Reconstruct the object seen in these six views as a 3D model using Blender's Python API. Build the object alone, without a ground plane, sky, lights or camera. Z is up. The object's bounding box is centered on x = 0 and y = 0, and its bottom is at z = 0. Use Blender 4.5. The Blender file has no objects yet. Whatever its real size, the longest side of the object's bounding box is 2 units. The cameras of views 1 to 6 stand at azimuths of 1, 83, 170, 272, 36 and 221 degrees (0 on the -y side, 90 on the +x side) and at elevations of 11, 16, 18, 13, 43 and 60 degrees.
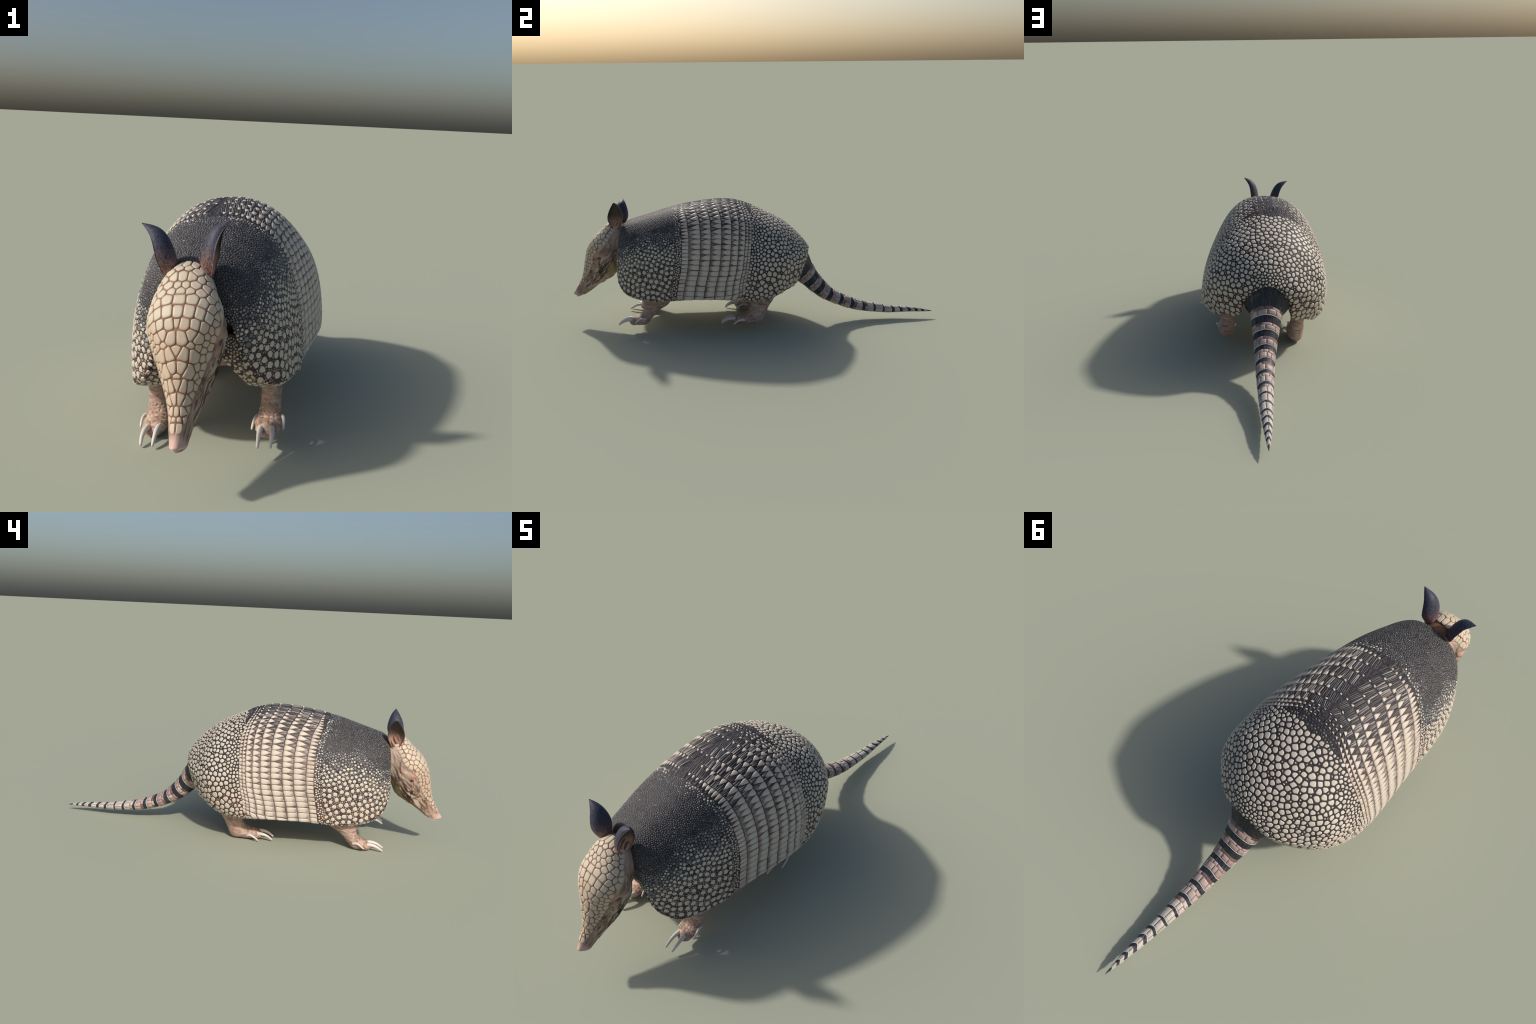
# A nine-banded style armoured mammal, built from lofted rails, scattered bony scutes and rows of band plates.
import bpy, math, random
import numpy as np
from mathutils import Matrix, Vector, noise as mnoise

rng = np.random.default_rng(11)
random.seed(5)

# ------------------------------------------------------------------ pose of the whole animal (it stands a little tilted)
AXIS = np.array([[0.98799, -0.11527, 0.10292],
                 [0.11464, 0.99333, 0.01194],
                 [-0.10361, 0.0, 0.99462]])
BASE = np.array([0.0341, -0.0040, 0.0036])

root = bpy.data.objects.new("armadillo", None)
bpy.context.scene.collection.objects.link(root)
M = Matrix.Identity(4)
for i in range(3):
    for j in range(3):
        M[i][j] = AXIS[j][i]
    M[i][3] = BASE[i]
root.matrix_world = M
root["label"] = "grey armoured animal with banded shell, scaly head and ringed tail"
root["category"] = "armadillo"


# ------------------------------------------------------------------ small helpers
def spline_matrix(n, x):
    """natural cubic spline through n evenly spaced knots on 0..1, evaluated at x"""
    x = np.asarray(x, float)
    h = 1.0 / (n - 1)
    A = np.zeros((n, n)); A[0, 0] = A[-1, -1] = 1
    D = np.zeros((n, n))
    for i in range(1, n - 1):
        A[i, i - 1:i + 2] = [1, 4, 1]
        D[i, i - 1:i + 2] = np.array([1, -2, 1]) * 6 / h ** 2
    m = np.linalg.solve(A, D)
    i = np.clip((x / h).astype(int), 0, n - 2)
    f = x / h - i
    g = 1 - f
    E = np.eye(n)
    return g[:, None] * E[i] + f[:, None] * E[i + 1] + h * h / 6 * ((g ** 3 - g)[:, None] * m[i] + (f ** 3 - f)[:, None] * m[i + 1])


def smooth(a, b, x):
    t = np.clip((np.asarray(x, float) - a) / (b - a), 0, 1)
    return t * t * (3 - 2 * t)


def lerp(a, b, t):
    return a + (b - a) * t


def unit(v):
    return v / np.maximum(np.linalg.norm(v, axis=-1, keepdims=True), 1e-9)


def new_mesh(name, verts, faces, mats, idx=None, flat=False):
    me = bpy.data.meshes.new(name)
    me.from_pydata([tuple(map(float, v)) for v in verts], [], [tuple(map(int, f)) for f in faces])
    for m in mats:
        me.materials.append(m)
    if idx is not None:
        me.polygons.foreach_set("material_index", np.asarray(idx, np.int32))
    me.polygons.foreach_set("use_smooth", np.full(len(me.polygons), not flat))
    me.update()
    return me


def add(name, me, parent, loc=None, kind=None):
    ob = bpy.data.objects.new(name, me)
    bpy.context.scene.collection.objects.link(ob)
    ob.parent = parent
    if loc is not None:
        ob.location = loc
    if kind:
        ob["kind"] = kind
    return ob


def grid_faces(nu, nv, wrap=False, flip=False):
    f = []
    for i in range(nu - 1):
        for j in range(nv if wrap else nv - 1):
            k = (j + 1) % nv
            q = (i * nv + j, i * nv + k, (i + 1) * nv + k, (i + 1) * nv + j)
            f.append(q[::-1] if flip else q)
    return f


# ------------------------------------------------------------------ materials
class Nodes:
    def __init__(self, name):
        self.mat = bpy.data.materials.new(name)
        self.mat.use_nodes = True
        self.t = self.mat.node_tree
        self.b = next(n for n in self.t.nodes if n.type == "BSDF_PRINCIPLED")

    def n(self, kind, **kw):
        nd = self.t.nodes.new(kind)
        for k, v in kw.items():
            if k.startswith("in_"):
                key = k[3:]
                nd.inputs[int(key) if key.isdigit() else key].default_value = v
            else:
                setattr(nd, k, v)
        return nd

    def l(self, a, b):
        self.t.links.new(a, b)

    def coord(self, scale=(1, 1, 1), rot=(0, 0, 0)):
        c = self.n("ShaderNodeTexCoord")
        mp = self.n("ShaderNodeMapping")
        mp.inputs["Scale"].default_value = scale
        mp.inputs["Rotation"].default_value = rot
        src = c.outputs["Object"]
        if any(rot):
            tw = self.n("ShaderNodeMapping")
            tw.inputs["Rotation"].default_value = rot
            self.l(src, tw.inputs["Vector"])
            src = tw.outputs["Vector"]
        mp.inputs["Rotation"].default_value = (0, 0, 0)
        self.l(src, mp.inputs["Vector"])
        return mp.outputs["Vector"]

    def noise(self, scale, detail=3, rough=0.55, vec=None, dist=0.0):
        nd = self.n("ShaderNodeTexNoise")
        nd.inputs["Scale"].default_value = scale
        nd.inputs["Detail"].default_value = detail
        nd.inputs["Roughness"].default_value = rough
        nd.inputs["Distortion"].default_value = dist
        self.l(vec if vec is not None else self.coord(), nd.inputs["Vector"])
        return nd.outputs["Fac"]

    def voronoi(self, scale, vec=None, feature="F1", out="Distance"):
        nd = self.n("ShaderNodeTexVoronoi", feature=feature)
        nd.inputs["Scale"].default_value = scale
        self.l(vec if vec is not None else self.coord(), nd.inputs["Vector"])
        return nd.outputs[out]

    def ramp(self, fac, stops):
        r = self.n("ShaderNodeValToRGB")
        el = r.color_ramp.elements
        while len(el) < len(stops):
            el.new(0.5)
        for e, (p, c) in zip(el, stops):
            e.position = p
            e.color = (*c, 1) if len(c) == 3 else c
        self.l(fac, r.inputs["Fac"])
        return r.outputs["Color"]

    def fade(self, fac, a, b):
        r = self.n("ShaderNodeMapRange", interpolation_type="SMOOTHSTEP")
        r.inputs["From Min"].default_value = a
        r.inputs["From Max"].default_value = b
        self.l(fac, r.inputs["Value"])
        return r.outputs["Result"]

    def math(self, op, a, b=None):
        m = self.n("ShaderNodeMath", operation=op)
        for k, v in ((0, a), (1, b)):
            if v is None:
                continue
            if isinstance(v, (int, float)):
                m.inputs[k].default_value = v
            else:
                self.l(v, m.inputs[k])
        return m.outputs[0]

    def mix(self, fac, a, b, mode="MIX"):
        m = self.n("ShaderNodeMix", data_type="RGBA", blend_type=mode)
        for k, v in ((0, fac), (6, a), (7, b)):
            if isinstance(v, (int, float)):
                m.inputs[k].default_value = v
            elif isinstance(v, tuple):
                m.inputs[k].default_value = (*v, 1)
            else:
                self.l(v, m.inputs[k])
        return m.outputs[2]

    def axis(self, which, rot=(0, 0, 0)):
        s = self.n("ShaderNodeSeparateXYZ")
        self.l(self.coord(rot=rot), s.inputs[0])
        return s.outputs[which]

    def island(self):
        return self.n("ShaderNodeNewGeometry").outputs["Random Per Island"]

    def rnd(self):
        return self.n("ShaderNodeObjectInfo").outputs["Random"]

    def finish(self, col, rough=0.6, bump=None, strength=0.3, dist=0.002, spec=0.3, coat=0.0):
        if isinstance(col, tuple):
            self.b.inputs["Base Color"].default_value = (*col, 1)
        else:
            self.l(col, self.b.inputs["Base Color"])
        self.b.inputs["Roughness"].default_value = rough
        self.b.inputs["Specular IOR Level"].default_value = spec
        self.b.inputs["Coat Weight"].default_value = coat
        if bump is not None:
            bp = self.n("ShaderNodeBump")
            bp.inputs["Strength"].default_value = strength
            bp.inputs["Distance"].default_value = dist
            self.l(bump, bp.inputs["Height"])
            self.l(bp.outputs["Normal"], self.b.inputs["Normal"])
        return self.mat


def plain_bone(name, a, b, c, fine=110, per_object=False, rough=0.5, spot=(0.30, 0.21, 0.16)):
    """bony plate: a random tone per piece, blotched with a brownish stain"""
    m = Nodes(name)
    r = m.rnd() if per_object else m.island()
    col = m.ramp(r, [(0.0, a), (0.5, b), (1.0, c)])
    stain = m.fade(m.noise(fine, 4), 0.56, 0.78)
    col = m.mix(m.math("MULTIPLY", stain, 0.45), col, spot)
    return m.finish(col, rough, m.noise(fine * 4, 3), 0.15, 0.001)


MAT = {}
MAT["pale"] = plain_bone("pale_scute", (0.50, 0.425, 0.345), (0.575, 0.505, 0.42), (0.64, 0.575, 0.49))
MAT["small"] = plain_bone("small_scute", (0.26, 0.17, 0.13), (0.40, 0.33, 0.26), (0.52, 0.46, 0.37), 160)
MAT["fleck"] = plain_bone("fleck_scute", (0.13, 0.13, 0.13), (0.22, 0.215, 0.21), (0.36, 0.345, 0.32), 220, spot=(0.1, 0.09, 0.09))
MAT["grain"] = plain_bone("grain_scute", (0.080, 0.078, 0.079), (0.105, 0.102, 0.101), (0.150, 0.146, 0.142), 260, spot=(0.05, 0.05, 0.055))
MAT["dusk"] = plain_bone("dusk_scute", (0.036, 0.035, 0.044), (0.055, 0.053, 0.060), (0.14, 0.12, 0.11), 200, spot=(0.03, 0.03, 0.04))
MAT["band"] = plain_bone("band_plate", (0.52, 0.435, 0.36), (0.59, 0.515, 0.43), (0.64, 0.575, 0.495), 60, spot=(0.38, 0.26, 0.21))
MAT["margin"] = plain_bone("margin_plate", (0.46, 0.375, 0.31), (0.56, 0.485, 0.405), (0.62, 0.555, 0.475), 60, spot=(0.36, 0.25, 0.20))
mm = MAT["band"].node_tree
nb = Nodes.__new__(Nodes); nb.mat = MAT["band"]; nb.t = mm; nb.b = next(n for n in mm.nodes if n.type == "BSDF_PRINCIPLED")
old = nb.b.inputs["Base Color"].links[0].from_socket
sep = nb.n("ShaderNodeSeparateXYZ"); nb.l(nb.n("ShaderNodeTexCoord").outputs["Generated"], sep.inputs[0])
# the front of each plate fades to a darker brown, with a ragged edge
front = nb.fade(nb.math("ADD", sep.outputs[1], nb.math("MULTIPLY", nb.math("SUBTRACT", nb.noise(80, 3), 0.5), 0.55)), 0.46, 0.02)
nb.l(nb.mix(nb.math("MULTIPLY", front, 0.75), old, (0.20, 0.135, 0.11)), nb.b.inputs["Base Color"])
MAT["ridge"] = plain_bone("ridge_keratin", (0.036, 0.034, 0.039), (0.060, 0.055, 0.057), (0.12, 0.105, 0.095), 150, spot=(0.06, 0.04, 0.035))
MAT["ridgem"] = plain_bone("brown_ridge_keratin", (0.09, 0.065, 0.055), (0.15, 0.115, 0.098), (0.23, 0.185, 0.16), 150, spot=(0.09, 0.05, 0.04))
MAT["ridgep"] = plain_bone("pale_ridge_keratin", (0.20, 0.17, 0.15), (0.32, 0.29, 0.26), (0.44, 0.40, 0.36), 150, spot=(0.14, 0.09, 0.07))
MAT["head"] = plain_bone("head_scale", (0.50, 0.40, 0.30), (0.57, 0.48, 0.37), (0.62, 0.55, 0.44), 45, spot=(0.42, 0.28, 0.19))
MAT["snout"] = plain_bone("snout_scale", (0.49, 0.36, 0.255), (0.55, 0.435, 0.325), (0.60, 0.50, 0.39), 45, spot=(0.42, 0.26, 0.17))
MAT["foot"] = plain_bone("foot_scale", (0.27, 0.17, 0.11), (0.38, 0.25, 0.16), (0.56, 0.43, 0.31), 160, spot=(0.2, 0.1, 0.05))

# head scales: tan toward the rim, pale in the middle
for key, rim in (("head", (0.40, 0.275, 0.185)), ("snout", (0.40, 0.25, 0.16))):
    tr_ = MAT[key].node_tree
    nb = Nodes.__new__(Nodes); nb.mat = MAT[key]; nb.t = tr_; nb.b = next(n for n in tr_.nodes if n.type == "BSDF_PRINCIPLED")
    old = nb.b.inputs["Base Color"].links[0].from_socket
    vm = nb.n("ShaderNodeVectorMath", operation="DISTANCE"); vm.inputs[1].default_value = (0.5, 0.5, 0.5)
    nb.l(nb.n("ShaderNodeTexCoord").outputs["Generated"], vm.inputs[0])
    edge = nb.fade(nb.math("ADD", vm.outputs["Value"], nb.math("MULTIPLY", nb.math("SUBTRACT", nb.noise(90, 3), 0.5), 0.25)), 0.38, 0.80)
    nb.l(nb.mix(nb.math("MULTIPLY", edge, 0.75), old, rim), nb.b.inputs["Base Color"])

m = Nodes("shell_gap_skin")
low = m.fade(m.math("ADD", m.axis(2), m.math("MULTIPLY", m.math("SUBTRACT", m.noise(14), 0.5), 0.25)), 0.42, 0.2)
col = m.mix(low, (0.028, 0.027, 0.031), (0.080, 0.038, 0.027))
col = m.mix(m.fade(m.noise(90, 4), 0.5, 0.8), col, (0.11, 0.065, 0.05))
MAT["gap"] = m.finish(col, 0.6, m.noise(240, 3), 0.4, 0.002)

m = Nodes("band_gap_skin")
low = m.fade(m.math("ADD", m.axis(2), m.math("MULTIPLY", m.math("SUBTRACT", m.noise(14), 0.5), 0.2)), 0.66, 0.42)
col = m.mix(low, (0.034, 0.032, 0.038), (0.15, 0.085, 0.066))
col = m.mix(m.fade(m.noise(110, 4), 0.5, 0.8), col, (0.17, 0.12, 0.10))
MAT["bandgap"] = m.finish(col, 0.6, m.noise(240, 3), 0.4, 0.002)

m = Nodes("belly_skin")
col = m.ramp(m.noise(30, 5), [(0.3, (0.30, 0.19, 0.15)), (0.6, (0.40, 0.27, 0.22)), (0.8, (0.22, 0.13, 0.10))])
MAT["belly"] = m.finish(col, 0.65, m.noise(120, 4), 0.4, 0.003)

# skin of the face: streaks that run along the snout
HEAD_TILT = (math.radians(-50), 0, 0)
m = Nodes("face_skin")
streak = m.noise(11, 6, 0.62, m.coord((6.0, 1.0, 6.5), HEAD_TILT), 0.9)
blot = m.noise(22, 4)
col = m.ramp(streak, [(0.33, (0.055, 0.032, 0.026)), (0.43, (0.25, 0.155, 0.115)), (0.54, (0.39, 0.285, 0.22)), (0.68, (0.54, 0.44, 0.36))])
col = m.mix(m.math("MULTIPLY", m.fade(blot, 0.5, 0.7), 0.45), col, (0.40, 0.22, 0.15))


def ball_mask(m, centre, r0, r1, scale=(1, 1, 1), mirror=True):
    s = m.n("ShaderNodeSeparateXYZ")
    m.l(m.n("ShaderNodeTexCoord").outputs["Object"], s.inputs[0])
    tot = None
    for k in range(3):
        v = m.math("ABSOLUTE", s.outputs[k]) if (k == 0 and mirror) else s.outputs[k]
        d = m.math("MULTIPLY", m.math("SUBTRACT", v, centre[k]), scale[k])
        d = m.math("MULTIPLY", d, d)
        tot = d if tot is None else m.math("ADD", tot, d)
    return m.fade(m.math("SQRT", tot), r1, r0)


# dark furrowed cheek, pale throat, rosy brow ridge, pink nose tip
cheek = m.math("MULTIPLY", ball_mask(m, (0.08, -0.795, 0.305), 0.04, 0.075), m.fade(streak, 0.56, 0.47))
col = m.mix(m.math("MULTIPLY", cheek, 0.95), col, (0.035, 0.02, 0.018))
cheek2 = m.math("MULTIPLY", ball_mask(m, (0.05, -0.87, 0.245), 0.03, 0.08), m.fade(streak, 0.54, 0.44))
col = m.mix(m.math("MULTIPLY", cheek2, 0.7), col, (0.07, 0.035, 0.025))
throat = ball_mask(m, (0.05, -0.735, 0.30), 0.035, 0.075)
col = m.mix(m.math("MULTIPLY", throat, 0.85), col, (0.40, 0.31, 0.16))
brow = ball_mask(m, (0.09, -0.845, 0.40), 0.012, 0.035)
col = m.mix(m.math("MULTIPLY", brow, 0.7), col, (0.50, 0.27, 0.18))
nape = ball_mask(m, (0.06, -0.72, 0.50), 0.04, 0.09)
col = m.mix(m.math("MULTIPLY", nape, 0.6), col, (0.50, 0.37, 0.31))
nose = ball_mask(m, (0.0, -0.998, 0.155), 0.022, 0.052)
col = m.mix(nose, col, (0.60, 0.40, 0.345))
MAT["face"] = m.finish(col, 0.55, m.math("ADD", streak, m.math("MULTIPLY", m.noise(220, 3), 0.3)), 0.6, 0.004)

m = Nodes("scale_gap_skin")
MAT["headgap"] = m.finish(m.ramp(m.noise(40, 4), [(0.35, (0.15, 0.070, 0.038)), (0.7, (0.32, 0.175, 0.10))]), 0.6, m.noise(200), 0.3)

m = Nodes("ear_outside")
spots = m.fade(m.voronoi(230, m.coord((1, 1, 0.6))), 0.60, 0.28)
base = m.fade(m.math("ADD", m.axis(2), m.math("MULTIPLY", m.noise(60), 0.05)), 0.655, 0.545)
col = m.mix(base, (0.052, 0.054, 0.082), (0.34, 0.19, 0.15))
col = m.mix(m.math("MULTIPLY", spots, 0.85), col, m.mix(base, (0.020, 0.021, 0.036), (0.10, 0.04, 0.04)))
MAT["ear_out"] = m.finish(col, 0.55, m.noise(260, 3), 0.3, 0.001)

m = Nodes("ear_inside")
base = m.fade(m.math("ADD", m.axis(2), m.math("MULTIPLY", m.noise(50), 0.03)), 0.625, 0.565)
MAT["ear_in"] = m.finish(m.mix(base, (0.07, 0.052, 0.04), (0.42, 0.25, 0.19)), 0.55, m.noise(160, 3), 0.3, 0.002)

m = Nodes("leg_skin")
w = m.noise(30, 5, 0.6, m.coord((1, 1, 3.2)), 0.8)
col = m.ramp(w, [(0.32, (0.24, 0.12, 0.10)), (0.48, (0.42, 0.27, 0.22)), (0.64, (0.54, 0.41, 0.34))])
MAT["leg"] = m.finish(col, 0.6, w, 0.5, 0.004)

m = Nodes("neck_skin")
w = m.noise(16, 5, 0.6, m.coord((4, 4, 1)), 0.8)
MAT["neck"] = m.finish(m.ramp(w, [(0.4, (0.035, 0.03, 0.03)), (0.6, (0.13, 0.10, 0.085)), (0.75, (0.24, 0.19, 0.15))]), 0.6, w, 0.6, 0.004)

m = Nodes("claw_horn")
col = m.mix(m.fade(m.noise(30, 2), 0.35, 0.7), (0.66, 0.58, 0.53), (0.72, 0.66, 0.60))
MAT["claw"] = m.finish(col, 0.32, m.noise(180, 2), 0.08, 0.001, spec=0.5)

m = Nodes("tail_dark_skin")
streak = m.noise(40, 4, 0.6, m.coord((3, 0.8, 0.8)))
col = m.ramp(streak, [(0.4, (0.020, 0.021, 0.027)), (0.60, (0.042, 0.043, 0.052)), (0.75, (0.18, 0.18, 0.18))])
MAT["tail"] = m.finish(col, 0.5, streak, 0.4, 0.003)

m = Nodes("tail_plate_horn")
r = m.island()
pink = m.ramp(m.rnd(), [(0.0, (0.36, 0.25, 0.22)), (0.6, (0.46, 0.34, 0.30)), (1.0, (0.52, 0.42, 0.37))])
grey = m.ramp(m.rnd(), [(0.0, (0.44, 0.40, 0.35)), (1.0, (0.60, 0.56, 0.49))])
g = m.n("ShaderNodeNewGeometry")
wx = m.n("ShaderNodeSeparateXYZ"); m.l(g.outputs["Position"], wx.inputs[0])
far = m.fade(wx.outputs[1], 0.52, 0.74)
col = m.mix(far, pink, grey)
col = m.mix(m.math("MULTIPLY", m.fade(m.noise(70, 4), 0.52, 0.75), 0.55), col, (0.20, 0.13, 0.12))
MAT["tailplate"] = m.finish(col, 0.45, m.noise(120, 3), 0.2, 0.002)

m = Nodes("tail_ring_skin")
MAT["tailskin"] = m.finish(m.ramp(m.noise(60, 4), [(0.35, (0.10, 0.065, 0.06)), (0.7, (0.26, 0.18, 0.16))]), 0.55, m.noise(150), 0.3)

m = Nodes("tail_rim_horn")
MAT["tailrim"] = m.finish(m.mix(m.noise(80), (0.50, 0.49, 0.47), (0.66, 0.64, 0.60)), 0.45)

m = Nodes("eye_black")
MAT["eye"] = m.finish((0.008, 0.008, 0.010), 0.08, spec=0.6, coat=0.6)
m = Nodes("eyelid_skin")
MAT["lid"] = m.finish(m.ramp(m.noise(70, 4), [(0.35, (0.10, 0.06, 0.05)), (0.7, (0.26, 0.16, 0.12))]), 0.55, m.noise(200), 0.4)
m = Nodes("nostril_dark")
MAT["nostril"] = m.finish((0.10, 0.035, 0.03), 0.5)
m = Nodes("nose_skin")
MAT["nose"] = m.finish(m.mix(m.fade(m.noise(50, 3), 0.35, 0.7), (0.58, 0.38, 0.33), (0.66, 0.50, 0.44)), 0.4, m.noise(180), 0.25)

# ------------------------------------------------------------------ carapace surface: back, flank and belly rails along the body
BACK = np.array([(-.725, .408), (-.708, .534), (-.646, .579), (-.539, .610), (-.449, .636), (-.321, .661), (-.143, .675),
                 (.002, .639), (.121, .580), (.168, .553), (.232, .500), (.291, .434), (.316, .393)])
FLANK = np.array([(.111, -.730, .352), (.150, -.716, .245), (.205, -.664, .195), (.234, -.602, .198), (.255, -.478, .181),
                  (.269, -.331, .179), (.292, -.157, .184), (.301, .003, .235), (.273, .141, .322), (.226, .209, .345),
                  (.157, .269, .357), (.084, .300, .366), (.002, .316, .385)])
BELLY = np.array([(-.712, .365), (-.695, .247), (-.652, .187), (-.588, .158), (-.484, .153), (-.323, .172), (-.166, .172),
                  (-.020, .139), (.092, .133), (.167, .164), (.222, .187), (.281, .275), (.310, .382)])
ROUND_UP = [3.12, 2.50, 2.51, 2.12, 1.92, 1.66]
ROUND_LOW = [3.36, 4.0, 4.0, 4.0, 4.0, 3.27]


def arch_mask(P):
    """1 inside the arched notch that the tail comes out of"""
    x, y, z = np.abs(P[..., 0]), P[..., 1], P[..., 2]
    half = np.interp(z, [0.10, 0.20, 0.235, 0.30, 0.36, 0.40], [0.150, 0.135, 0.098, 0.095, 0.055, 0.0])
    return smooth(0.018, -0.012, x - half) * smooth(0.06, 0.18, y) * smooth(0.40, 0.37, z)


def shell(t, q):
    """point on the half shell (x >= 0): t runs nose to tail, q runs 0 back, 1 flank, 2 belly"""
    t = np.atleast_1d(np.asarray(t, float)); q = np.atleast_1d(np.asarray(q, float))
    t, q = np.broadcast_arrays(t, q)
    sh = t.shape
    t = t.ravel(); q = q.ravel()
    W = spline_matrix(13, np.clip(t, 0, 1))
    T, S, B = W @ BACK, W @ FLANK, W @ BELLY
    k = np.linspace(0, 1, 6)
    up = q <= 1
    p = np.where(up, np.interp(t, k, ROUND_UP), np.interp(t, k, ROUND_LOW))
    E = np.where(up[:, None], T, B)
    ph = np.where(up, 1 - q, q - 1) * math.pi / 2
    a = np.clip(np.cos(ph), 0, 1) ** (2 / p)
    b = np.clip(np.sin(ph), 0, 1) ** (2 / p)
    P = np.stack([np.maximum(S[:, 0], 0) * a, S[:, 1] + (E[:, 0] - S[:, 1]) * b, S[:, 2] + (E[:, 1] - S[:, 2]) * b], -1)
    mk = arch_mask(P)
    low = smooth(0.30, 0.2, P[:, 2])
    P[:, 1] -= mk * 0.075
    P[:, 2] += mk * low * 0.055
    # the chest is hollowed between the forelegs
    P[:, 2] += 0.045 * smooth(0.135, 0.07, P[:, 0]) * smooth(-0.42, -0.56, P[:, 1]) * smooth(0.30, 0.22, P[:, 2])
    return P.reshape(*sh, 3)


def q_of_arc(t, n, q1):
    """q values that cut the cross section at t into n equal lengths from the back down to q1"""
    q = np.linspace(0, q1, 200)
    P = shell(np.full(200, t), q)
    s = np.r_[0, np.cumsum(np.linalg.norm(np.diff(P, axis=0), axis=1))]
    return np.interp(np.linspace(0, s[-1], n), s, q)


EDGE = 1.45   # where the armour gives way to belly skin


def edge_of(t):
    """the armour wraps further round under the chest"""
    return EDGE + 0.42 * smooth(0.27, 0.10, t)


NT, NQ, NB = 170, 80, 24
tg = np.linspace(0, 1, NT)
G = np.zeros((NT, NQ + NB - 1, 3)); QG = np.zeros((NT, NQ + NB - 1))
for i, t in enumerate(tg):
    eg = float(edge_of(t))
    qq = q_of_arc(t, NQ, eg)
    ql = np.linspace(eg, 2, NB)
    QG[i] = np.r_[qq, ql[1:]]
    G[i] = shell(np.full(NQ + NB - 1, t), QG[i])
TG = np.repeat(tg[:, None], NQ + NB - 1, 1)


def normals(G):
    n = np.cross(np.gradient(G, axis=0), np.gradient(G, axis=1))
    return unit(n)


NG = normals(G)
if (NG[80, 30] * np.array([1, 0, 0])).sum() < 0:
    NG = -NG

FRONT_SEAM = ([0, .25, .4, .6, .75, .85, .95, 1.03, 1.2, 2], [.366, .376, .389, .397, .398, .395, .386, .378, .376, .376])
REAR_SEAM = ([0, .15, .3, .45, .6, .75, .85, .95, 1.2, 2], [.556, .562, .578, .585, .584, .58, .575, .565, .56, .56])


def seam_front(q): return np.interp(q, *FRONT_SEAM)
def seam_rear(q): return np.interp(q, *REAR_SEAM)


def full_ring(cols):
    """both halves of the shell for grid columns (back to lower edge): right edge .. back .. left edge"""
    right = G[:, cols][:, ::-1]
    left = G[:, cols][:, 1:] * np.array([-1, 1, 1])
    return np.concatenate([right, left], 1)


carapace_empty = add("carapace", None, root)
armour = full_ring(slice(0, NQ))
nv = armour.shape[1]
faces = grid_faces(NT, nv)
cent = armour.reshape(-1, 3)[np.array(faces)].mean(1)
qr = np.concatenate([QG[:, :NQ][:, ::-1], QG[:, 1:NQ]], 1).ravel()[np.array(faces)].mean(1)
tr = np.repeat(tg[:, None], nv, 1).ravel()[np.array(faces)].mean(1)
zone = np.where(tr < seam_front(qr), 0, np.where(tr < seam_rear(qr), 1, 2))
inside_arch = arch_mask(cent + np.array([0, 0.04, 0])) > 0.5
vn = normals(armour)
if vn[80, nv // 2, 2] < 0:
    vn = -vn
vn = vn.reshape(-1, 3)
flat = armour.reshape(-1, 3)
faces = np.array(faces)


def outward(faces, V):
    a, b, c, d = (V[faces[:, k]] for k in range(4))
    n = np.cross(c - a, d - b)
    ctr = (a + c) / 2
    core = np.stack([np.zeros(len(ctr)), np.clip(ctr[:, 1], -0.6, 0.2), np.full(len(ctr), 0.36)], 1)
    return (n * (ctr - core)).sum(1).mean() > 0


if not outward(faces, flat):
    faces = faces[:, ::-1]
for z, name in enumerate(("shoulder_shield", "band_belt", "pelvic_shield")):
    sel = faces[zone == z]
    used, inv = np.unique(sel, return_inverse=True)
    mi = inside_arch[zone == z].astype(int) if z == 2 else None
    me = new_mesh(name, flat[used], inv.reshape(-1, 4), [MAT["bandgap"] if z == 1 else MAT["gap"], MAT["tail"]], mi)
    me.normals_split_custom_set_from_vertices([tuple(v) for v in vn[used]])
    part = add(name, me, carapace_empty)
    if z == 0: shoulder_ob = part
    elif z == 1: belt_ob = part
    else: pelvic_ob = part

bel = np.concatenate([G[:, NQ - 1:], G[:, NQ - 1:][:, ::-1][:, 1:] * np.array([-1, 1, 1])], 1)
bf = np.array(grid_faces(NT, bel.shape[1]))
bv = bel.reshape(-1, 3).copy()
if not outward(bf, bv):
    bf = bf[:, ::-1]
xx = np.abs(bv[:, 0])
wmax = np.repeat(G[:, NQ - 1, 0], bel.shape[1])
bv[:, 2] += (0.022 + 0.050 * smooth(-0.25, 0.0, bv[:, 1])) * smooth(1.0, 0.80, xx / np.maximum(wmax, 1e-4))
for i in range(len(bv)):
    bv[i, 2] += 0.003 * mnoise.noise(Vector(bv[i] * 40))
add("belly", new_mesh("belly", bv, bf, [MAT["belly"]]), root)


# ------------------------------------------------------------------ scattering and shaping of scutes on a sheet of points
class Hash:
    def __init__(self, cell):
        self.c = cell; self.d = {}

    def key(self, p):
        return (int(math.floor(p[0] / self.c)), int(math.floor(p[1] / self.c)), int(math.floor(p[2] / self.c)))

    def put(self, p, i):
        self.d.setdefault(self.key(p), []).append(i)

    def near(self, p, r):
        k = self.key(p); n = int(math.ceil(r / self.c)); out = []
        for a in range(-n, n + 1):
            for b in range(-n, n + 1):
                for c in range(-n, n + 1):
                    out += self.d.get((k[0] + a, k[1] + b, k[2] + c), ())
        return out


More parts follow.
